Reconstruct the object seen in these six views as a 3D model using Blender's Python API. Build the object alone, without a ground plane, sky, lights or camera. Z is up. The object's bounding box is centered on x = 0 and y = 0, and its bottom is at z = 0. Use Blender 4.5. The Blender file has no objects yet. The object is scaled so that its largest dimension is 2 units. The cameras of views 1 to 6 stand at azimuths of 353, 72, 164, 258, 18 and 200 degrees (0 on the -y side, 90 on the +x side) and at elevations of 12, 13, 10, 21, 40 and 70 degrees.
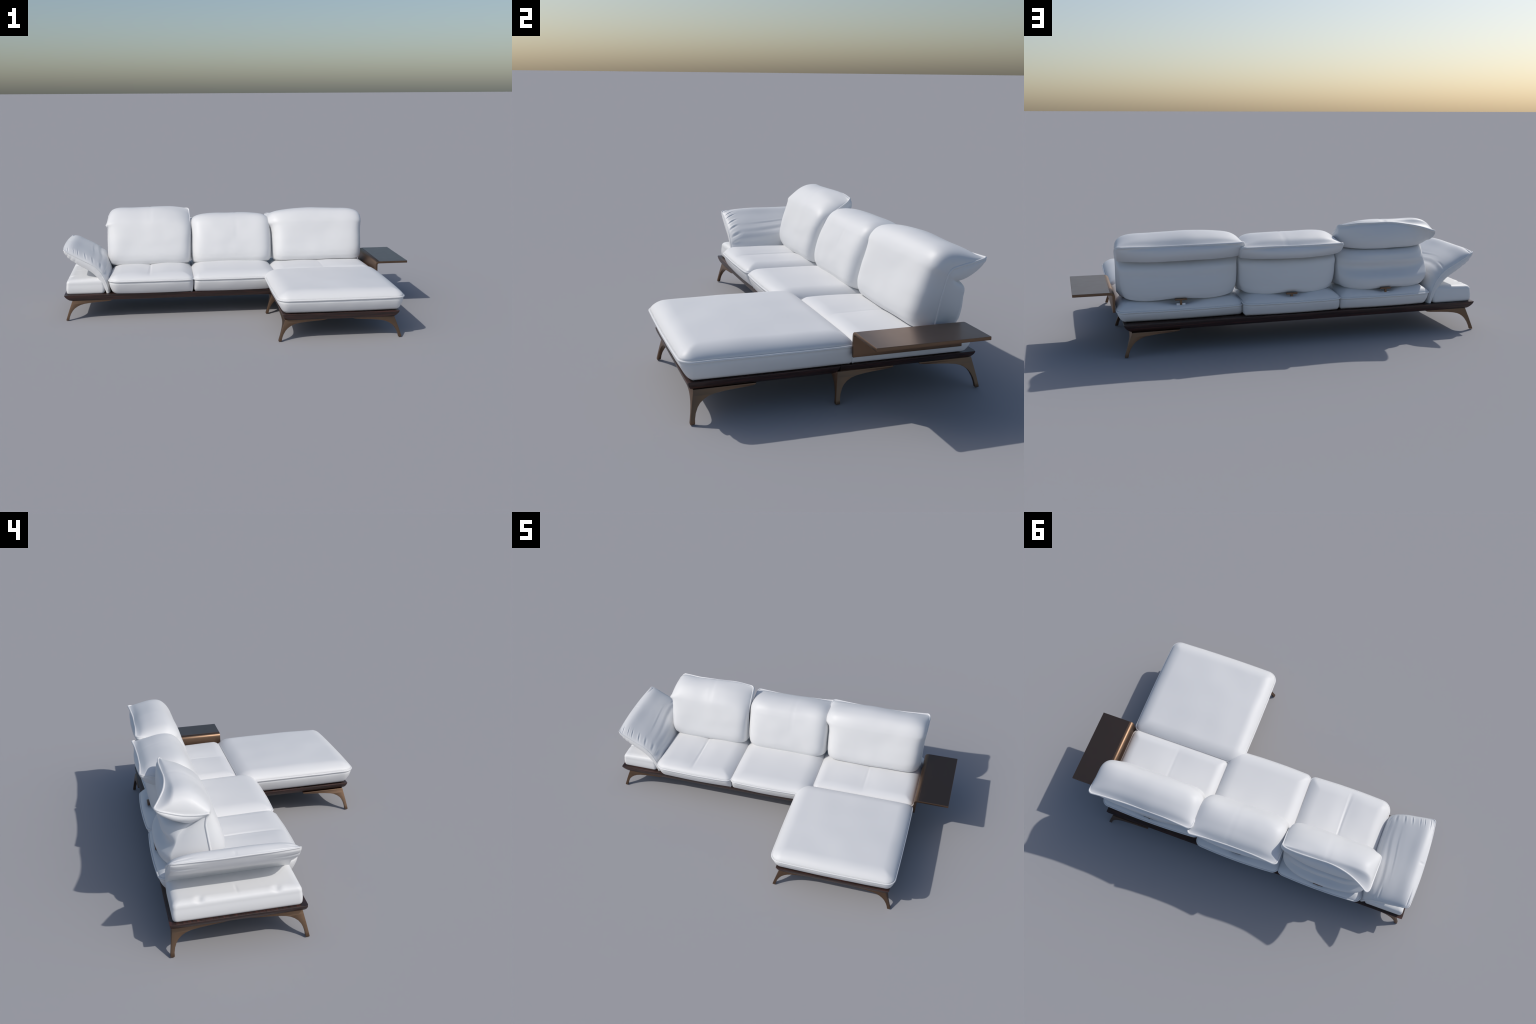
"""White leather corner sofa with chaise, folding armrest and bronze side table.
Built part by part: lofted cushions, piped pillows, lipped wooden plinth, cast legs."""
import bpy, bmesh, math
import numpy as np
from mathutils import noise, Vector

# ------------------------------------------------------------------ helpers
COL = bpy.context.scene.collection


def link(name, verts, faces, mat, parent, smooth=True, sharp=None):
    me = bpy.data.meshes.new(name)
    me.from_pydata([tuple(map(float, v)) for v in verts], [], faces)
    me.validate()
    bm = bmesh.new()
    bm.from_mesh(me)
    bmesh.ops.remove_doubles(bm, verts=bm.verts, dist=1e-5)
    bmesh.ops.recalc_face_normals(bm, faces=bm.faces)
    bm.to_mesh(me)
    bm.free()
    me.materials.append(mat)
    for p in me.polygons:
        p.use_smooth = smooth
    if sharp is not None:
        me.set_sharp_from_angle(angle=math.radians(sharp))
    ob = bpy.data.objects.new(name, me)
    COL.objects.link(ob)
    ob.parent = parent
    return ob


def apply_bevel(ob, width, segments=2, angle=40):
    m = ob.modifiers.new("bevel", "BEVEL")
    m.width, m.segments, m.limit_method = width, segments, "ANGLE"
    m.angle_limit = math.radians(angle)
    m.harden_normals = False
    dg = bpy.context.evaluated_depsgraph_get()
    me = bpy.data.meshes.new_from_object(ob.evaluated_get(dg))
    ob.modifiers.clear()
    old = ob.data
    ob.data = me
    bpy.data.meshes.remove(old)
    me.name = ob.name
    for p in me.polygons:
        p.use_smooth = True
    me.set_sharp_from_angle(angle=math.radians(35))
    return ob


def hermite(xk, yk, x):
    """Smooth curve through knots (Catmull-Rom tangents on uneven spacing)."""
    xk, yk, x = np.asarray(xk, float), np.asarray(yk, float), np.asarray(x, float)
    if yk.ndim == 1:
        yk = yk[:, None]
    d = np.diff(yk, axis=0) / np.diff(xk)[:, None]
    h = np.diff(xk)[:, None]
    m = np.empty_like(yk)
    m[1:-1] = (d[:-1] * h[1:] + d[1:] * h[:-1]) / (h[1:] + h[:-1])
    m[0], m[-1] = d[0], d[-1]
    i = np.clip(np.searchsorted(xk, x) - 1, 0, len(xk) - 2)
    H = (xk[i + 1] - xk[i])[:, None]
    t = ((x - xk[i]) / (xk[i + 1] - xk[i]))[:, None]
    t2, t3 = t * t, t ** 3
    return (2 * t3 - 3 * t2 + 1) * yk[i] + (t3 - 2 * t2 + t) * H * m[i] + (-2 * t3 + 3 * t2) * yk[i + 1] + (t3 - t2) * H * m[i + 1]


def nz(x, y, z=0.0, scale=1.0):
    return noise.noise(Vector((x * scale, y * scale, z * scale)))


def gauss(x, s):
    return math.exp(-(x / s) ** 2)


def sstep(a, b, x):
    t = min(max((x - a) / (b - a), 0.0), 1.0)
    return t * t * (3 - 2 * t)


def tube(name, pts, r, mat, parent, closed=False, n=10):
    """Round welt cord swept along a polyline."""
    P = np.asarray(pts, float)
    if closed:
        T = np.roll(P, -1, 0) - np.roll(P, 1, 0)
    else:
        T = np.gradient(P, axis=0)
    T /= np.linalg.norm(T, axis=1)[:, None]
    up = np.array([0.0, 0.0, 1.0]) if abs(T[0][2]) < 0.9 else np.array([0.0, 1.0, 0.0])
    N = np.cross(T[0], up)
    N /= np.linalg.norm(N)
    V, Fc = [], []
    m = len(P)
    for i in range(m):
        N = N - T[i] * (N @ T[i])
        N /= np.linalg.norm(N)
        B = np.cross(T[i], N)
        rr = r
        if not closed:
            rr = r * min(1.0, 0.25 + 0.4 * min(i, m - 1 - i))
        for k in range(n):
            a = 2 * math.pi * k / n
            V.append(P[i] + rr * (math.cos(a) * N + math.sin(a) * B))
    last = m if closed else m - 1
    for i in range(last):
        j = (i + 1) % m
        for k in range(n):
            l = (k + 1) % n
            Fc.append((i * n + k, i * n + l, j * n + l, j * n + k))
    if not closed:
        Fc.append(tuple(range(n)))
        Fc.append(tuple((m - 1) * n + k for k in range(n)))
    return link(name, V, Fc, mat, parent)


def resample(P, n, closed=False):
    P = np.asarray(P, float)
    if closed:
        P = np.vstack([P, P[:1]])
    s = np.r_[0, np.cumsum(np.linalg.norm(np.diff(P, axis=0), axis=1))]
    t = np.linspace(0, s[-1], n + 1)[:-1] if closed else np.linspace(0, s[-1], n)
    return np.stack([np.interp(t, s, P[:, k]) for k in range(P.shape[1])], 1)


# ---------------------------------------------------------------- materials
def new_mat(name):
    m = bpy.data.materials.new(name)
    m.use_nodes = True
    nt = m.node_tree
    return m, nt, nt.nodes["Principled BSDF"]


def leather():
    m, nt, b = new_mat("white_leather")
    N, L = nt.nodes, nt.links
    co = N.new("ShaderNodeTexCoord")
    big = N.new("ShaderNodeTexNoise")
    big.inputs["Scale"].default_value = 3.0
    L.new(co.outputs["Object"], big.inputs["Vector"])
    ramp = N.new("ShaderNodeValToRGB")
    ramp.color_ramp.elements[0].position, ramp.color_ramp.elements[1].position = 0.3, 0.7
    ramp.color_ramp.elements[0].color = (0.755, 0.76, 0.77, 1)
    ramp.color_ramp.elements[1].color = (0.78, 0.785, 0.79, 1)
    L.new(big.outputs["Fac"], ramp.inputs["Fac"])
    L.new(ramp.outputs["Color"], b.inputs["Base Color"])
    b.inputs["Roughness"].default_value = 0.48
    b.inputs["Specular IOR Level"].default_value = 0.45
    grain = N.new("ShaderNodeTexVoronoi")
    grain.inputs["Scale"].default_value = 420.0
    L.new(co.outputs["Object"], grain.inputs["Vector"])
    bump = N.new("ShaderNodeBump")
    bump.inputs["Strength"].default_value = 0.04
    bump.inputs["Distance"].default_value = 0.001
    L.new(grain.outputs["Distance"], bump.inputs["Height"])
    L.new(bump.outputs["Normal"], b.inputs["Normal"])
    return m


def wood():
    """Dark walnut; the grain runs along whichever side of the plinth a face belongs to."""
    m, nt, b = new_mat("dark_walnut")
    N, L = nt.nodes, nt.links
    co = N.new("ShaderNodeTexCoord")
    facs = []
    for scale in ((2.2, 60, 90), (60, 2.2, 90)):
        mp = N.new("ShaderNodeMapping")
        mp.inputs["Scale"].default_value = scale
        L.new(co.outputs["Object"], mp.inputs["Vector"])
        t = N.new("ShaderNodeTexNoise")
        t.inputs["Scale"].default_value = 3.0
        t.inputs["Detail"].default_value = 5.0
        t.inputs["Distortion"].default_value = 0.4
        L.new(mp.outputs["Vector"], t.inputs["Vector"])
        facs.append(t)
    sep = N.new("ShaderNodeSeparateXYZ")
    L.new(co.outputs["Normal"], sep.inputs["Vector"])
    ab = N.new("ShaderNodeMath")
    ab.operation = "ABSOLUTE"
    L.new(sep.outputs["X"], ab.inputs[0])
    gt = N.new("ShaderNodeMath")
    gt.operation = "GREATER_THAN"
    gt.inputs[1].default_value = 0.35
    L.new(ab.outputs["Value"], gt.inputs[0])
    mx = N.new("ShaderNodeMix")
    mx.data_type = "FLOAT"
    L.new(gt.outputs["Value"], mx.inputs[0])
    L.new(facs[0].outputs["Fac"], mx.inputs[2])
    L.new(facs[1].outputs["Fac"], mx.inputs[3])
    r = N.new("ShaderNodeValToRGB")
    e = r.color_ramp.elements
    e[0].position, e[0].color = 0.34, (0.017, 0.010, 0.0085, 1)
    e[1].position, e[1].color = 0.70, (0.090, 0.030, 0.023, 1)
    mid = e.new(0.52)
    mid.color = (0.038, 0.018, 0.0145, 1)
    L.new(mx.outputs[0], r.inputs["Fac"])
    L.new(r.outputs["Color"], b.inputs["Base Color"])
    b.inputs["Roughness"].default_value = 0.38
    bump = N.new("ShaderNodeBump")
    bump.inputs["Strength"].default_value = 0.08
    bump.inputs["Distance"].default_value = 0.001
    L.new(mx.outputs[0], bump.inputs["Height"])
    L.new(bump.outputs["Normal"], b.inputs["Normal"])
    return m


def metal(name, color, rough, metallic=1.0):
    m, nt, b = new_mat(name)
    N, L = nt.nodes, nt.links
    co = N.new("ShaderNodeTexCoord")
    t = N.new("ShaderNodeTexNoise")
    t.inputs["Scale"].default_value = 25.0
    L.new(co.outputs["Object"], t.inputs["Vector"])
    r = N.new("ShaderNodeMapRange")
    r.inputs["To Min"].default_value = rough - 0.03
    r.inputs["To Max"].default_value = rough + 0.03
    L.new(t.outputs["Fac"], r.inputs["Value"])
    L.new(r.outputs["Result"], b.inputs["Roughness"])
    b.inputs["Base Color"].default_value = (*color, 1)
    b.inputs["Metallic"].default_value = metallic
    return m


LEATHER = leather()
WALNUT = wood()
BRONZE = metal("brushed_bronze", (0.200, 0.128, 0.085), 0.43)
DARK_TOP = metal("brown_table_top", (0.215, 0.140, 0.100), 0.30)  # base colour lightened to bring up the warm glow reflected on the top
STEEL = metal("white_steel", (0.75, 0.77, 0.80), 0.35, 0.3)

root = bpy.data.objects.new("corner_sofa", None)
COL.objects.link(root)
root["label"] = "white leather corner sofa with chaise, bronze legs and side table"
root["category"] = "sofa"


# --------------------------------------------------------- box-like cushions
def rounded_rect(x0, x1, y0, y1, radii, n_side=26, n_corner=12, bow=(0, 0, 0, 0)):
    """Closed outline, anticlockwise from front-left. radii: FL, FR, BR, BL.
    bow: outward swell of front, right, back, left sides."""
    r = radii
    out = []

    def arc(cx, cy, rad, a0):
        for k in range(n_corner):
            a = a0 + (math.pi / 2) * k / n_corner
            out.append((cx + rad * math.cos(a), cy + rad * math.sin(a)))

    def side(p, q, nrm, b):
        for k in range(n_side):
            t = k / n_side
            s = b * (1 - (2 * t - 1) ** 2)
            out.append((p[0] + (q[0] - p[0]) * t + nrm[0] * s, p[1] + (q[1] - p[1]) * t + nrm[1] * s))

    arc(x0 + r[0], y0 + r[0], r[0], math.pi)
    side((x0 + r[0], y0), (x1 - r[1], y0), (0, -1), bow[0])
    arc(x1 - r[1], y0 + r[1], r[1], -math.pi / 2)
    side((x1, y0 + r[1]), (x1, y1 - r[2]), (1, 0), bow[1])
    arc(x1 - r[2], y1 - r[2], r[2], 0)
    side((x1 - r[2], y1), (x0 + r[3], y1), (0, 1), bow[2])
    arc(x0 + r[3], y1 - r[3], r[3], math.pi / 2)
    side((x0, y1 - r[3]), (x0, y0 + r[0]), (-1, 0), bow[3])
    return np.array(out)


def inset_outline(P, d):
    T = np.roll(P, -1, 0) - np.roll(P, 1, 0)
    T /= np.linalg.norm(T, axis=1)[:, None]
    Nn = np.stack([-T[:, 1], T[:, 0]], 1)
    return P + Nn * d


def outline_dist(P, q):
    """distance of points q to the closed outline P"""
    A, B = P, np.roll(P, -1, 0)
    best = np.full(len(q), 1e9)
    for a, b in zip(A, B):
        ab = b - a
        t = np.clip(((q - a) @ ab) / (ab @ ab), 0, 1)
        best = np.minimum(best, np.linalg.norm(q - (a + t[:, None] * ab), axis=1))
    return best


def seat(name, box, radii, zp, crown, roll, dome, z_bot, taper, bow, detail, seed, rings=44):
    # taper: how far the foot of the boxing recedes at front, right, back and left
    """Upholstered block: tapered boxing below a welt, rolled crown above it."""
    x0, x1, y0, y1 = box
    P = rounded_rect(x0, x1, y0, y1, radii, bow=bow)
    P = resample(P, 220, closed=True)
    c = np.array([(x0 + x1) / 2, (y0 + y1) / 2])
    n = len(P)
    V, Fc = [], []
    out = P - inset_outline(P, 1.0)          # outward unit normals
    tap = np.stack([taper[1] * np.clip(out[:, 0], 0, 1) - taper[3] * np.clip(-out[:, 0], 0, 1),
                    taper[2] * np.clip(out[:, 1], 0, 1) - taper[0] * np.clip(-out[:, 1], 0, 1)], 1)

    def zpipe(y):
        t = (y - y0) / (y1 - y0)
        return zp[0] + (zp[1] - zp[0]) * t

    # boxing rings, bottom to welt
    levels = [(-1, None)]
    for t in np.linspace(0, 1, 18):
        levels.append((t, None))
    for li, (t, _) in enumerate(levels):
        if t < 0:
            ring = inset_outline(P - tap, 0.022)
            z = np.full(n, z_bot + 0.0005)
        else:
            # convex side: more taper close to the plinth, small groove at the welt
            d = 0.004 * sstep(0.80, 1.0, t)
            if t < 0.22:
                d += 0.009 * (1 - t / 0.22) ** 2
            ring = inset_outline(P - tap * (1 - t) ** 1.7, d)
            z = z_bot + (zpipe(P[:, 1]) - 0.001 - z_bot) * t
            amp = 0.0022 * math.sin(math.pi * t)
            wob = np.array([nz(p[0], p[1], seed, 9.0) for p in P]) * amp
            ring = ring + (ring - inset_outline(ring, 1.0)) * wob[:, None]
        for p, zz in zip(ring, z):
            V.append((p[0], p[1], zz))
    # crown rings, welt to centre
    ts = np.linspace(0, 1, rings + 1)[1:]
    for t in ts:
        s = 1 - t ** 1.45
        if s < 0.004:
            s = 0.0
        ring = c + (P - c) * s
        if s == 0:
            ring = ring[:1]
        d = outline_dist(P, ring)
        for cx, cy, rad in ((x0, y0, radii[0]), (x1, y0, radii[1]), (x1, y1, radii[2]), (x0, y1, radii[3])):
            if rad < 0.056:       # the crown stays lower in the corners
                d = d / (1 + 0.3 * np.exp(-((ring[:, 0] - cx) ** 2 + (ring[:, 1] - cy) ** 2) / 0.06 ** 2))
        k = np.clip(d / roll, 0, 1)
        h = crown * np.sqrt(np.clip(1 - (1 - k) ** 2, 0, 1)) ** 1.15
        ux = (ring[:, 0] - c[0]) / ((x1 - x0) / 2)
        uy = (ring[:, 1] - c[1]) / ((y1 - y0) / 2)
        h = h + dome * (1 - ux ** 2) * (1 - uy ** 2)
        for p, hh, dd, a, b in zip(ring, h, d, ux, uy):
            z = zpipe(p[1]) + hh
            e = sstep(0.0, roll, dd)
            z += 0.0022 * e * nz(p[0], p[1], seed, 7.0)
            z += detail(p[0], p[1], a, b) * e
            V.append((p[0], p[1], z))
    nl = len(levels)
    total = nl + rings - 1
    for i in range(total - 1):
        for k in range(n):
            l = (k + 1) % n
            Fc.append((i * n + k, i * n + l, (i + 1) * n + l, (i + 1) * n + k))
    tip = total * n
    for k in range(n):
        Fc.append(((total - 1) * n + k, (total - 1) * n + (k + 1) % n, tip))
    Fc.append(tuple(range(n - 1, -1, -1)))
    ob = link(name, V, Fc, LEATHER, root)
    cord = [(p[0], p[1], zpipe(p[1]) + 0.0012 * nz(p[0], p[1], seed + 5, 14)) for p in inset_outline(P, -0.0006)]
    tube("piping", cord, 0.0043, LEATHER, ob, closed=True)
    return ob


def seam_groove(xs, depth, width, dip, handle=None):
    """A pulled seam running front to back at x = xs, in a shallow valley; a pocket at the tilt handle."""
    def f(x, y, a, b):
        xx = x - xs - 0.003 * math.sin(9 * y)
        g = -depth * gauss(xx, width) - dip * (1 + 0.5 * sstep(-0.3, 0.4, b)) * gauss(xx, 0.055)
        g *= sstep(-1.0, -0.88, b)
        if handle:
            g -= 0.021 * gauss(x - handle[0], 0.085) * gauss(y - handle[1] + 0.01, 0.055)
        return g
    return f


HANDLES = [(.513, .521, .2435), (-.018, .540, .2435), (-.499, .552, .2435)]
SEAT_Z = 0.1455


def no_detail(x, y, a, b):
    return 0.0


seat("seat_cushion", (-0.741, -0.264, -0.032, 0.558), (0.056, 0.03, 0.035, 0.035), (0.223, 0.205), 0.036, 0.075, 0.010,
     SEAT_Z, (0.034, 0.005, 0.026, 0.024), (0.005, 0.002, 0.007, 0.0), seam_groove(-0.512, 0.0035, 0.006, 0.007, HANDLES[2]), 1.0)
seat("seat_cushion", (-0.264, 0.217, -0.032, 0.562), (0.035, 0.075, 0.035, 0.035), (0.223, 0.206), 0.036, 0.075, 0.010,
     SEAT_Z, (0.034, 0.003, 0.026, 0.004), (0.005, 0.002, 0.007, 0.002), seam_groove(-0.022, 0.0, 0.01, 0.0, HANDLES[1]), 2.0)
seat("seat_cushion", (0.216, 0.804, 0.046, 0.524), (0.03, 0.03, 0.035, 0.035), (0.214, 0.197), 0.036, 0.06, 0.009,
     SEAT_Z, (0.0, 0.028, 0.026, 0.003), (0.0, 0.0, 0.008, 0.002), seam_groove(0.505, 0.0012, 0.008, 0.003, HANDLES[0]), 3.0)
seat("chaise_cushion", (0.144, 0.806, -0.567, 0.050), (0.055, 0.045, 0.03, 0.075), (0.222, 0.222), 0.041, 0.075, 0.012,
     SEAT_Z, (0.038, 0.028, 0.0, 0.036), (0.004, 0.002, 0.0, 0.002), no_detail, 4.0)


# armrest base: square-edged block with two buttons pulling its outer edge in
def armrest_base():
    x0, x1, y0, y1 = -0.981, -0.768, 0.026, 0.537
    P = resample(rounded_rect(x0, x1, y0, y1, (0.016,) * 4), 440, closed=True)
    c = np.array([(x0 + x1) / 2, (y0 + y1) / 2])
    n = len(P)
    V, Fc = [], []
    prof = [(0.03, 0.1447), (0.006, 0.1447), (0.002, 0.149)]
    prof += [(0.001 - 0.002 * math.sin(math.pi * t), 0.149 + (0.198 - 0.149) * t) for t in np.linspace(0.1, 1, 9)]
    prof += [(0.001 + 0.034 * (1 - math.cos(a)) ** 1.25, 0.198 + 0.030 * math.sin(a) ** 0.85) for a in np.linspace(0.08, math.pi / 2, 16)]
    hx, hy = (x1 - x0) / 2, (y1 - y0) / 2
    buttons = [(-0.963, 0.128), (-0.963, 0.430)]

    def warp(x, y, z):
        for bx, by in buttons:
            g = gauss(y - by, 0.013) * gauss(x - bx, 0.016) * sstep(0.205, 0.224, z)
            z -= 0.0045 * g
            x += 0.003 * g
            # swelling beside each button
            z += 0.001 * gauss(abs(y - by) - 0.026, 0.014) * gauss(x - bx, 0.02) * sstep(0.205, 0.224, z)
        z += 0.004 * sstep(-0.97, -0.80, x) * sstep(0.2, 0.225, z)
        z -= 0.0018 * gauss(y - 0.28, 0.006) * gauss(x + 0.93, 0.03) * sstep(0.215, 0.225, z)
        return (x, y, z)

    rings = []
    for d, z in prof:
        rings.append([warp(c[0] + (p[0] - c[0]) * (1 - d / hx), c[1] + (p[1] - c[1]) * (1 - d / hy), z) for p in P])
    last = c + (P - c) * np.array([1 - prof[-1][0] / hx, 1 - prof[-1][0] / hy])
    for s in np.linspace(1, 0, 70)[1:]:
        rr = c + (last - c) * s
        rings.append([warp(p[0], p[1], 0.228) for p in (rr if s > 0 else rr[:1])])
    for r in rings:
        V += r
    for i in range(len(rings) - 2):
        for k in range(n):
            l = (k + 1) % n
            Fc.append((i * n + k, i * n + l, (i + 1) * n + l, (i + 1) * n + k))
    b = (len(rings) - 2) * n
    for k in range(n):
        Fc.append((b + k, b + (k + 1) % n, b + n))
    Fc.append(tuple(range(n - 1, -1, -1)))
    link("armrest_base", V, Fc, LEATHER, root)


armrest_base()


# ------------------------------------------------------------------ pillows
def pillow(name, vk, FL, FC, FR, BL, BC, BR, nu=72, nv=110, pf=(9.0, 0.5), pb=(3.0, 0.6), ng=4, gus=0.006,
           corner=(0.028, 0.017), edge_p=2.2, lift=0.0, shoulder=None, top_soft=0.0, rim=None,
           disp_f=None, disp_b=None, cord_r=0.0044):
    """Folded pillow: a front and a back sheet, each given by its left edge, centre line and right
    edge along v, joined by side gussets; v = 1 is a welted edge where the sheets meet."""
    v = np.unique(np.r_[np.linspace(0, 1, nv), 1 - np.geomspace(0.0006, 0.03, 12)])
    nv = len(v)
    fl, fc, fr, bl, bc, br = (hermite(vk, np.asarray(k, float), v) for k in (FL, FC, FR, BL, BC, BR))
    t = np.linspace(-1, 1, nu)
    u = np.sin(math.pi / 2 * t) * 0.55 + t * 0.45
    u = np.sign(u) * (1 - (1 - np.abs(u)) ** 1.35)
    mix = (u + 1) / 2
    # plump section across the pillow, easing to a plain bow at the welted edge
    ease = np.array([sstep(0.95, 1.0, a) for a in v])[:, None]
    edge = np.clip(1 - np.abs(u) ** edge_p, 0, 1)[None, :]
    gf = (np.clip(1 - np.abs(u) ** pf[0], 0, 1) ** pf[1])[None, :] * (1 - ease) + edge * ease
    gb = (np.clip(1 - np.abs(u) ** pb[0], 0, 1) ** pb[1])[None, :] * (1 - ease) + edge * ease
    soft = (np.clip(1 - np.abs(u) ** 2.6, 0, 1) ** 0.75)[None, :]
    w = np.array([sstep(0.74, 0.96, a) for a in v])[:, None] * (1 - ease) * top_soft
    gf = gf * (1 - w) + soft * w
    if shoulder:                 # rounder right-hand shoulder towards the top
        soft = (np.clip(1 - np.abs(u) ** shoulder[0], 0, 1) ** shoulder[1])[None, :]
        w = np.array([sstep(0.5, 0.8, a) for a in v])[:, None] * (1 - ease) * (u > 0)[None, :]
        gf = gf * (1 - w) + soft * w
    # rounded corners where the side welts turn into the top welt
    k = np.clip((v - (1 - corner[0])) / corner[0], 0, 1)
    pull = corner[1] * (1 - np.sqrt(np.clip(1 - k ** 2, 0, 1)))

    lat = (fr - fl).mean(0)
    lat = np.eye(3)[np.argmax(np.abs(lat))]          # lateral axis of the pillow

    def sheet(l, c, r, g):
        ax = (r - l) / np.linalg.norm(r - l, axis=1)[:, None]
        l, r = l + ax * pull[:, None], r - ax * pull[:, None]
        e = l[:, None] * (1 - mix)[None, :, None] + r[:, None] * mix[None, :, None]
        target = c[:, None, :] * (1 - lat) + e * lat
        bowed = (c - (l + r) / 2) @ lat
        return e + (target - e) * g[:, :, None] + (lat * bowed[:, None])[:, None, :] * g[:, :, None]

    F, B = sheet(fl, fc, fr, gf), sheet(bl, bc, br, gb)
    if lift:                     # the back arches up over the tilt handle
        B[..., 2] += lift * (np.exp(-(u / 0.36) ** 2)[None, :]) * np.array([1 - sstep(0.0, 0.22, a) for a in v])[:, None]
    if rim:                      # the welted edge rides up in a soft hump
        hump = rim[1] * np.exp(-((u - rim[0]) / 0.32) ** 2)[None, :] * np.array([sstep(0.86, 1.0, a) for a in v])[:, None]
        F[..., 2] += hump
        B[..., 2] += hump
    for S, dfun, sgn in ((F, disp_f, 1), (B, disp_b, -1)):
        if dfun:
            du = np.gradient(S, axis=1)
            dv = np.gradient(S, axis=0)
            Nn = np.cross(du, dv) * sgn
            Nn /= np.maximum(np.linalg.norm(Nn, axis=2), 1e-9)[..., None]
            D = np.array([[dfun(uu, vv) for uu in u] for vv in v])
            S += Nn * D[..., None]
    V, loops = [], []
    for i in range(nv):
        loop = []
        out = np.array(F[i, -1] - F[i, 0])
        out /= np.linalg.norm(out)
        rows = list(F[i])
        for k in range(1, ng + 1):
            s = k / (ng + 1)
            wid = np.linalg.norm(B[i, -1] - F[i, -1])
            rows.append(F[i, -1] * (1 - s) + B[i, -1] * s + out * min(gus, wid * 0.25) * math.sin(math.pi * s))
        rows += list(B[i][::-1])
        for k in range(1, ng + 1):
            s = k / (ng + 1)
            wid = np.linalg.norm(B[i, 0] - F[i, 0])
            rows.append(B[i, 0] * (1 - s) + F[i, 0] * s - out * min(gus, wid * 0.25) * math.sin(math.pi * s))
        V += rows
        m = len(rows)
    Fc = []
    for i in range(nv - 1):
        for k in range(m):
            l = (k + 1) % m
            Fc.append((i * m + k, i * m + l, (i + 1) * m + l, (i + 1) * m + k))
    for i in (0, nv - 1):
        o = i * m
        for k in range(nu - 1):
            Fc.append((o + k, o + k + 1, o + 2 * nu + ng - 2 - k, o + 2 * nu + ng - 1 - k))
        Fc.append(tuple(o + k for k in range(nu - 1, nu + ng + 1)))
        Fc.append(tuple([o] + [o + k for k in range(2 * nu + ng - 1, m)]))
    ob = link(name, V, Fc, LEATHER, root)
    # welt: up the left edge, along the top edge, down the right edge
    i0 = int(0.04 * nv)
    path = [F[i, 0] for i in range(i0, nv)] + [F[-1, k] * 0.5 + B[-1, k] * 0.5 for k in range(1, nu - 1)] + [F[i, -1] for i in range(nv - 1, i0, -1)]
    path = np.array(path)
    path = resample(path, 300)
    for _ in range(3):
        path[1:-1] = (path[:-2] + 2 * path[1:-1] + path[2:]) / 4
    tube("piping", path, cord_r, LEATHER, ob)
    return ob


def with_x(x, yz):
    xs = np.broadcast_to(np.asarray(x, float), (len(yz),))
    return np.column_stack([xs, np.asarray(yz, float)])


VK = [0.0, 0.05, 0.13, 0.22, 0.38, 0.53, 0.61, 0.66, 0.72, 0.81, 0.91, 0.96, 1.0]


def back_bumps(seed, seam=None):
    def f(u, v):
        e = (1 - abs(u) ** 4)
        d = 0.005 * e * nz(u * 1.3, v * 3.0, seed, 1.0) + 0.0015 * e * nz(u * 3, v * 6, seed + 3, 1.0)
        if seam:
            d -= seam[1] * gauss(u - seam[0], 0.018) * sstep(seam[2], seam[2] + 0.15, v) * e
        return d
    return f


# right-hand back cushion, headrest folded down
F3 = [(.345, .236), (.306, .246), (.285, .268), (.278, .300), (.290, .365), (.309, .425), (.323, .465), (.333, .488), (.352, .515), (.395, .545), (.465, .546), (.512, .528), (.543, .501)]
B3 = [(.455, .230), (.495, .234), (.518, .252), (.525, .285), (.522, .348), (.508, .402), (.464, .428), (.480, .424), (.515, .424), (.549, .444), (.560, .472), (.556, .486), (.543, .498)]
EP3 = [(.358, .243), (.361, .258), (.366, .285), (.371, .315), (.384, .378), (.393, .415), (.398, .440), (.402, .455), (.414, .470), (.440, .479), (.492, .490), (.523, .497), (.555, .504)]
EB3 = [(.430, .240), (.443, .250), (.450, .275), (.455, .300), (.464, .355), (.466, .398), (.440, .420), (.436, .423), (.452, .428), (.490, .445), (.529, .472), (.543, .487), (.555, .501)]
XL3 = [.246, .238, .235, .234, .234, .234, .225, .206, .203, .208, .214, .215, .216]
KL3 = [.285, .258, .244, .238, .236, .236, .228, .222, .216, .213, .214, .215, .216]
XR3 = [.782, .790, .793, .794, .795, .796, .798, .800, .800, .801, .802, .802, .803]
KR3 = [.735, .762, .776, .783, .788, .790, .790, .792, .796, .799, .801, .802, .803]
pillow("back_cushion", VK, with_x(XL3, EP3), with_x(.515, F3), with_x(XR3, EP3), with_x(KL3, EB3), with_x(.512, B3), with_x(KR3, EB3),
       lift=.012, top_soft=0.6, disp_f=back_bumps(11.0), disp_b=back_bumps(12.0))

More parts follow.
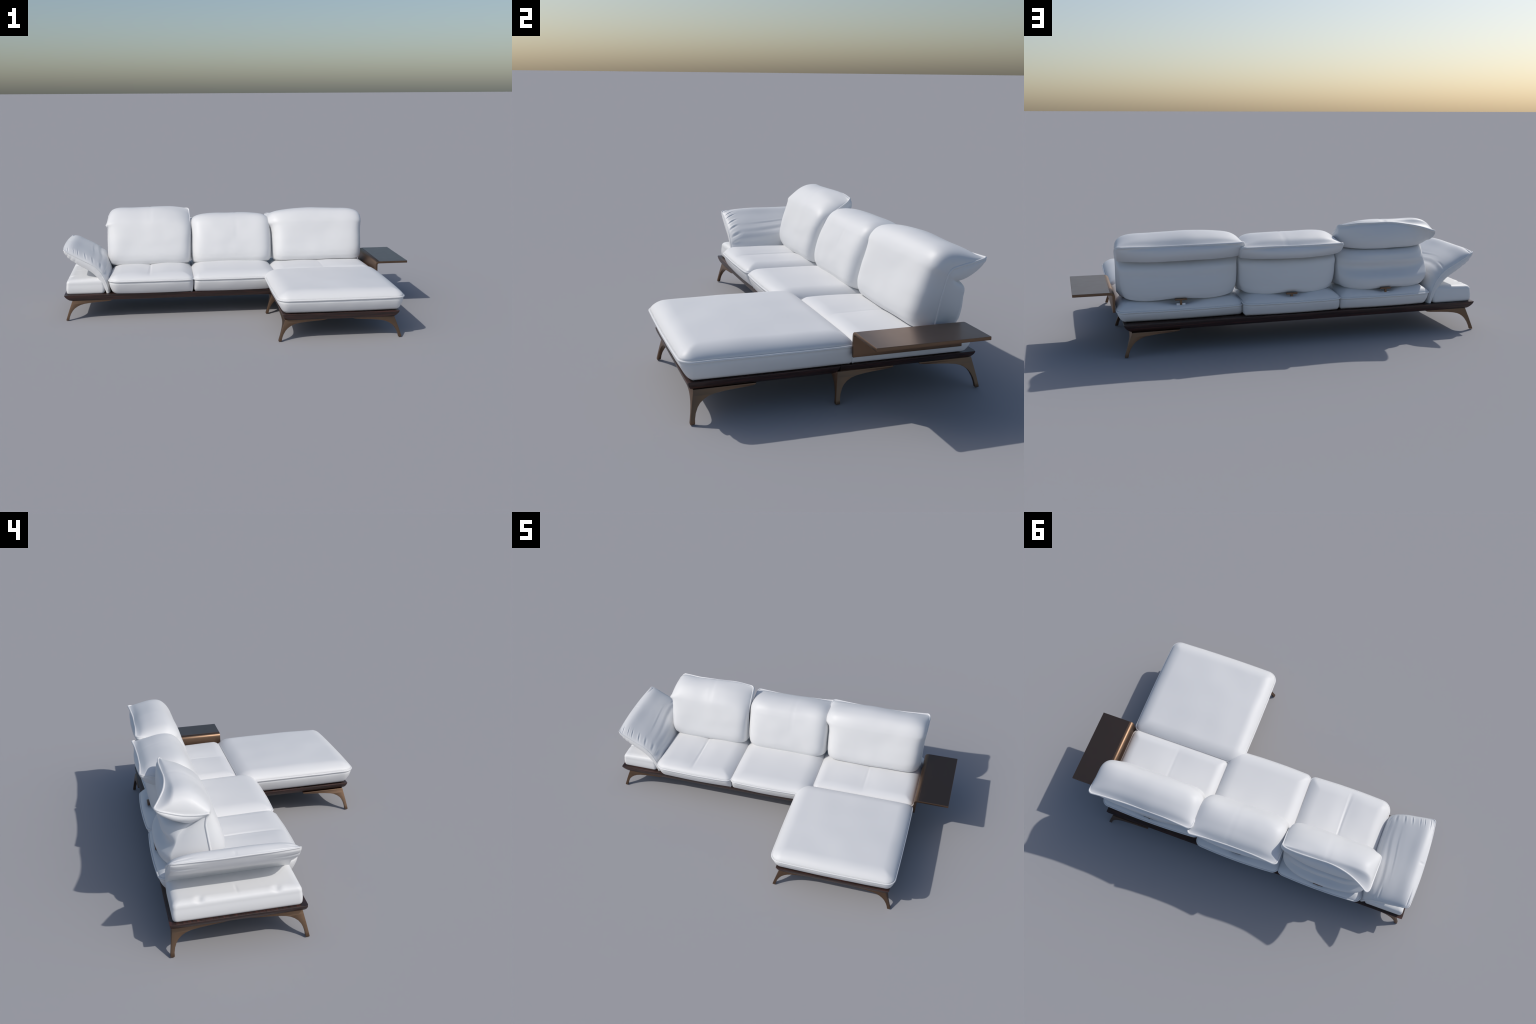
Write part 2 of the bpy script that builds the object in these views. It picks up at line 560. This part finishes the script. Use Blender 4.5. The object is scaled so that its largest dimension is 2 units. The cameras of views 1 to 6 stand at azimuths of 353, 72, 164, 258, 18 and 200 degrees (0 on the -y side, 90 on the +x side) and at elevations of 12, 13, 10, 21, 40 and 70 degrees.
# middle back cushion
sh = np.array([0.0, 0, 0, 0, 0, .1, .3, .4, .5, .8, 1, 1, 1])[:, None] * np.array([[.020, -.022]])
F2, B2, EP2, EB2 = (np.array(a) + sh for a in (F3, B3, EP3, EB3))
B2[:5, 0] += .010
XL2 = [-.252, -.257, -.260, -.262, -.262, -.262, -.264, -.266, -.267, -.267, -.267, -.267, -.268]
KL2 = [-.205, -.236, -.250, -.256, -.258, -.258, -.256, -.258, -.262, -.265, -.267, -.267, -.268]
XR2 = [.220, .226, .229, .230, .230, .229, .227, .226, .226, .228, .231, .232, .233]
KR2 = [.172, .202, .217, .223, .226, .226, .222, .221, .223, .227, .231, .232, .233]
pillow("back_cushion", VK, with_x(XL2, EP2), with_x(-.016, F2), with_x(XR2, EP2), with_x(KL2, EB2), with_x(-.016, B2), with_x(KR2, EB2),
       lift=.012, top_soft=0.6, disp_f=back_bumps(21.0, (0.12, 0.001, 0.4)), disp_b=back_bumps(22.0))

# left back cushion, headrest raised: a further roll shows below the crease
F1 = [(.345, .236), (.304, .246), (.281, .268), (.272, .300), (.284, .370), (.303, .432), (.321, .477), (.333, .499), (.355, .525), (.400, .562), (.450, .577), (.474, .574), (.491, .563)]
B1 = [(.455, .226), (.508, .230), (.543, .250), (.553, .286), (.512, .338), (.530, .385), (.512, .420), (.455, .437), (.490, .432), (.520, .466), (.517, .520), (.506, .545), (.490, .560)]
EL1 = [(.345, .243), (.343, .258), (.344, .285), (.347, .318), (.356, .392), (.359, .438), (.352, .468), (.344, .482), (.365, .481), (.410, .482), (.470, .492), (.515, .506), (.558, .521)]
BL1 = [(.430, .240), (.470, .250), (.490, .270), (.500, .298), (.480, .355), (.455, .400), (.420, .428), (.397, .444), (.412, .446), (.448, .456), (.500, .474), (.532, .494), (.558, .518)]
ER1 = [(.345, .243), (.343, .258), (.344, .285), (.345, .318), (.350, .392), (.355, .440), (.364, .458), (.375, .470), (.392, .487), (.424, .510), (.462, .534), (.477, .546), (.486, .557)]
BR1 = [(.430, .240), (.460, .250), (.474, .270), (.480, .298), (.470, .355), (.460, .400), (.425, .430), (.408, .446), (.420, .460), (.453, .480), (.487, .511), (.492, .534), (.488, .554)]
XL1 = [-.735, -.750, -.756, -.758, -.758, -.757, -.757, -.764, -.767, -.766, -.763, -.761, -.760]
KL1 = [-.690, -.715, -.730, -.737, -.736, -.732, -.732, -.740, -.752, -.760, -.762, -.761, -.760]
XR1 = [-.282, -.272, -.268, -.266, -.266, -.266, -.266, -.266, -.265, -.266, -.267, -.267, -.268]
KR1 = [-.325, -.296, -.282, -.275, -.272, -.272, -.276, -.274, -.270, -.268, -.267, -.267, -.268]
pillow("back_cushion", VK, with_x(XL1, EL1), with_x(-.512, F1), with_x(XR1, ER1), with_x(KL1, BL1), with_x(-.512, B1), with_x(KR1, BR1),
       lift=.012, shoulder=(2.6, 0.7), top_soft=0.12, rim=(0.6, 0.007), edge_p=1.7, disp_f=back_bumps(31.0, (0.02, 0.0015, 0.6)), disp_b=back_bumps(32.0))

# ------------------------------------------------------------- folding arm
VA = [0.0, 0.10, 0.22, 0.34, 0.46, 0.62, 0.82, 1.0]
AE = [(-.747, .145), (-.752, .179), (-.766, .223), (-.789, .266), (-.826, .306), (-.884, .340), (-.944, .374), (-.986, .398)]
AF = [(-.733, .145), (-.736, .190), (-.744, .245), (-.772, .305), (-.830, .349), (-.893, .385), (-.951, .411), (-.9965, .401)]
AU = [(-.757, .145), (-.768, .174), (-.789, .216), (-.815, .250), (-.843, .276), (-.896, .310), (-.955, .352), (-.986, .394)]
AB = [(-.759, .145), (-.772, .174), (-.794, .214), (-.820, .247), (-.850, .272), (-.902, .304), (-.965, .346), (-.9965, .395)]


def arm_pts(yv, xz):
    xz = np.asarray(xz, float)
    yv = np.broadcast_to(np.asarray(yv, float), (len(xz),))
    return np.column_stack([xz[:, 0], yv, xz[:, 1]])


rng = np.random.default_rng(7)
front_pucks = [(.20, .014, .0022), (.275, .015, .0036), (.355, .016, .0040), (.455, .013, .0032), (.555, .011, .0034), (.675, .010, .0030), (.755, .010, .0024), (.875, .010, .0032)]
rear_pucks = [(.32, .010, .003), (.45, .010, .003), (.91, .010, .006)]
long_folds = [(.285, .022, .0030, -.35, .6), (.39, .020, .0040, .30, .9), (.475, .012, .0016, -.05, .4)]


def arm_disp(u, v):
    d = 0.0
    ef = 1 + u      # 0 at front welt
    eb = 1 - u
    for c, w, a in front_pucks:
        cc = c + 0.05 * ef
        d -= 0.8 * a * gauss(v - cc, w) * gauss(ef - 0.12, 0.085) * sstep(0.0, 0.06, ef)
        d += 0.5 * a * gauss(v - cc - 1.7 * w, w) * gauss(ef - 0.12, 0.085) * sstep(0.0, 0.06, ef)
    for c, w, a in rear_pucks:
        d -= a * gauss(v - c, w) * gauss(eb - 0.16, 0.14) * sstep(0.0, 0.07, eb)
    for c, w, a, uc, ul in long_folds:
        d -= 0.75 * a * gauss(v - c - 0.02 * math.sin(3 * u), w) * gauss(u - uc, ul)
        d += 0.45 * a * gauss(v - c - 1.8 * w - 0.02 * math.sin(3 * u), w) * gauss(u - uc, ul)
    d -= 0.003 * gauss(u - 0.02, 0.012) * gauss(v - 0.93, 0.045)
    d += 0.002 * nz(u * 2, v * 5, 44.0) * (1 - u ** 4)
    return d


def arm_disp_back(u, v):
    d = 0.002 * nz(u * 2, v * 5, 48.0) * (1 - u ** 4)
    for k, c in enumerate((0.72, 0.80, 0.88)):
        d -= 0.003 * gauss(v - c, 0.02) * gauss(1 - abs(u) - 0.15, 0.2)
    d -= 0.002 * gauss(u - 0.02, 0.015) * gauss(v - 0.75, 0.05)
    return d


pillow("armrest", VA, arm_pts(.030, AE), arm_pts(.282, AF), arm_pts(.534, AE), arm_pts(.032, AU), arm_pts(.282, AB), arm_pts(.532, AU),
       nu=150, nv=170, pf=(5.0, 0.55), pb=(8.0, 0.5), gus=0.004, corner=(0.05, 0.016), disp_f=arm_disp, disp_b=arm_disp_back, cord_r=0.0030)


# ------------------------------------------------------------- wooden plinth
def plinth(name, box, mat, in_end, in_side):
    """Slab with a flat top and a lipped edge curving in beneath (more at the ends than along the sides)."""
    x0, x1, y0, y1 = box
    P = resample(rounded_rect(x0, x1, y0, y1, (0.004,) * 4, n_side=40, n_corner=6), 300, closed=True)
    prof = [(1 - math.sin(a) ** 1.43, 0.1420 - 0.0330 * math.cos(a) ** 1.43) for a in np.linspace(0.0, math.pi / 2, 16)]
    prof += [(0.0, 0.1431), (0.03, 0.1440), (0.8, 0.1440)]
    n = len(P)
    V, Fc = [], []
    cx, cy = (x0 + x1) / 2, (y0 + y1) / 2
    for d, z in prof:
        sx = 1 - d * in_end / ((x1 - x0) / 2)
        sy = 1 - d * in_side / ((y1 - y0) / 2)
        for p in P:
            V.append((cx + (p[0] - cx) * sx, cy + (p[1] - cy) * sy, z))
    for i in range(len(prof) - 1):
        for k in range(n):
            l = (k + 1) % n
            Fc.append((i * n + k, i * n + l, (i + 1) * n + l, (i + 1) * n + k))
    Fc.append(tuple(range(n - 1, -1, -1)))
    Fc.append(tuple((len(prof) - 1) * n + k for k in range(n)))
    return link(name, V, Fc, mat, root, sharp=35)


plinth("plinth", (-0.993, 0.779, 0.0075, 0.551), WALNUT, 0.036, 0.014)
plinth("chaise_plinth", (0.169, 0.784, -0.542, 0.006), WALNUT, 0.030, 0.016)

# ---------------------------------------------------------------- cast legs
# (z, outer edge offset, inner edge) measured from the leg's top corner; positive is inward along each arm
LEG = [(0.000, -0.036, -0.022), (0.004, -0.0365, -0.020), (0.020, -0.032, -0.017), (0.040, -0.026, -0.010), (0.060, -0.020, 0.001),
       (0.074, -0.0155, 0.013), (0.086, -0.0115, 0.029), (0.095, -0.0085, 0.047), (0.101, -0.0065, 0.068), (0.1055, -0.005, 0.098),
       (0.1085, -0.004, 0.130), (0.111, -0.0032, 0.165), (0.1135, -0.0025, 0.198), (0.1165, -0.0015, 0.216), (0.1225, 0.0, 0.222)]


def leg(cx, cy, sx, sy, lean=(1.0, 0.5)):
    """cx, cy: foot centre; sx, sy: outward directions of the splay; lean: splay along x and y."""
    V, Fc = [], []
    top = 0.1095
    zs, os_, ins = np.array(LEG).T
    for z, o, a in zip(zs, os_, ins):
        zz = z * top / zs[-1]
        t = 0.0125 + 0.006 * (zz / top)
        a = max(a, o + t + 0.0012)
        foot = -0.029
        ox, oy = o * lean[0], o * lean[1]
        ax, ay = a + ox - o, a + oy - o
        poly = [(ox, oy), (ax, oy), (ax, oy + t), (ox + t, oy + t), (ox + t, ay), (ox, ay)]
        for p in poly:
            V.append((cx - sx * (p[0] - foot * lean[0]), cy - sy * (p[1] - foot * lean[1]), zz))
    m = len(zs)
    for i in range(m - 1):
        for k in range(6):
            l = (k + 1) % 6
            Fc.append((i * 6 + k, i * 6 + l, (i + 1) * 6 + l, (i + 1) * 6 + k))
    Fc.append(tuple(range(5, -1, -1)))
    Fc.append(tuple((m - 1) * 6 + k for k in range(6)))
    ob = link("leg", V, Fc, BRONZE, root)
    apply_bevel(ob, 0.0028, 3, 50)


for cx, cy, sx, sy in [(-.979, .008, -1, -1), (-.979, .553, -1, 1), (.774, .568, 1, 1), (.775, -.005, 1, -1),
                       (.155, -.532, -1, -1), (.791, -.533, 1, -1), (.158, .001, -1, -1)]:
    leg(cx, cy, sx, sy)


# --------------------------------------------------------------- side table
def side_table():
    y0, y1, th, R = 0.034, 0.461, 0.0115, 0.020
    xi, zt = 0.8085, 0.2805      # inner face of the hanging plate, height of the top
    path = [(xi, 0.186)] + [(xi, 0.186 + (zt - R - 0.186) * t) for t in np.linspace(0.2, 1, 4)]
    path += [(xi + R - R * math.cos(a), zt - R + R * math.sin(a)) for a in np.linspace(0.15, math.pi / 2, 9)]
    path += [(xi + R + (0.999 - xi - R) * t, zt) for t in np.linspace(0.2, 1, 5)]
    path = np.array(path)
    T = np.gradient(path, axis=0)
    T /= np.linalg.norm(T, axis=1)[:, None]
    Nn = np.stack([T[:, 1], -T[:, 0]], 1)
    inner = path + Nn * th
    V, Fc = [], []
    for (a, b) in zip(path, inner):
        V += [(a[0], y0, a[1]), (a[0], y1, a[1]), (b[0], y1, b[1]), (b[0], y0, b[1])]
    for i in range(len(path) - 1):
        for k in range(4):
            l = (k + 1) % 4
            Fc.append((i * 4 + k, i * 4 + l, (i + 1) * 4 + l, (i + 1) * 4 + k))
    Fc += [(3, 2, 1, 0), tuple((len(path) - 1) * 4 + k for k in range(4))]
    ob = link("side_table", V, Fc, BRONZE, root)
    apply_bevel(ob, 0.0008, 2, 60)
    # thin, slightly raised plate over the flat part, in its own brown tone
    xa, xb, za, zb = xi + R + 0.003, 0.9985, zt - 0.0005, zt + 0.0012
    V = [(x, y, z) for z in (za, zb) for x, y in ((xa, y0 + .0005), (xb, y0 + .0005), (xb, y1 - .0005), (xa, y1 - .0005))]
    top = link("table_top", V, [(3, 2, 1, 0), (4, 5, 6, 7), (0, 1, 5, 4), (1, 2, 6, 5), (2, 3, 7, 6), (3, 0, 4, 7)], DARK_TOP, ob)
    apply_bevel(top, 0.0004, 1, 60)


side_table()


# ------------------------------------------------- tilt handles at the back
def box_mesh(name, x0, x1, y0, y1, z0, z1, mat, parent, bev=0.001):
    V = [(x, y, z) for z in (z0, z1) for x, y in ((x0, y0), (x1, y0), (x1, y1), (x0, y1))]
    ob = link(name, V, [(3, 2, 1, 0), (4, 5, 6, 7), (0, 1, 5, 4), (1, 2, 6, 5), (2, 3, 7, 6), (3, 0, 4, 7)], mat, parent)
    return apply_bevel(ob, bev, 2, 60)


for hx, hy, hz in HANDLES:
    bar = box_mesh("tilt_handle", hx - .028, hx + .028, hy - .012, hy, hz - .004, hz + .004, BRONZE, root)
    box_mesh("stem", hx - .0055, hx + .0055, hy - .010, hy - .002, hz - .026, hz - .0035, BRONZE, bar)
    box_mesh("mount", hx - .021, hx + .021, hy - .016, hy - .004, hz - .029, hz - .018, STEEL, bar)
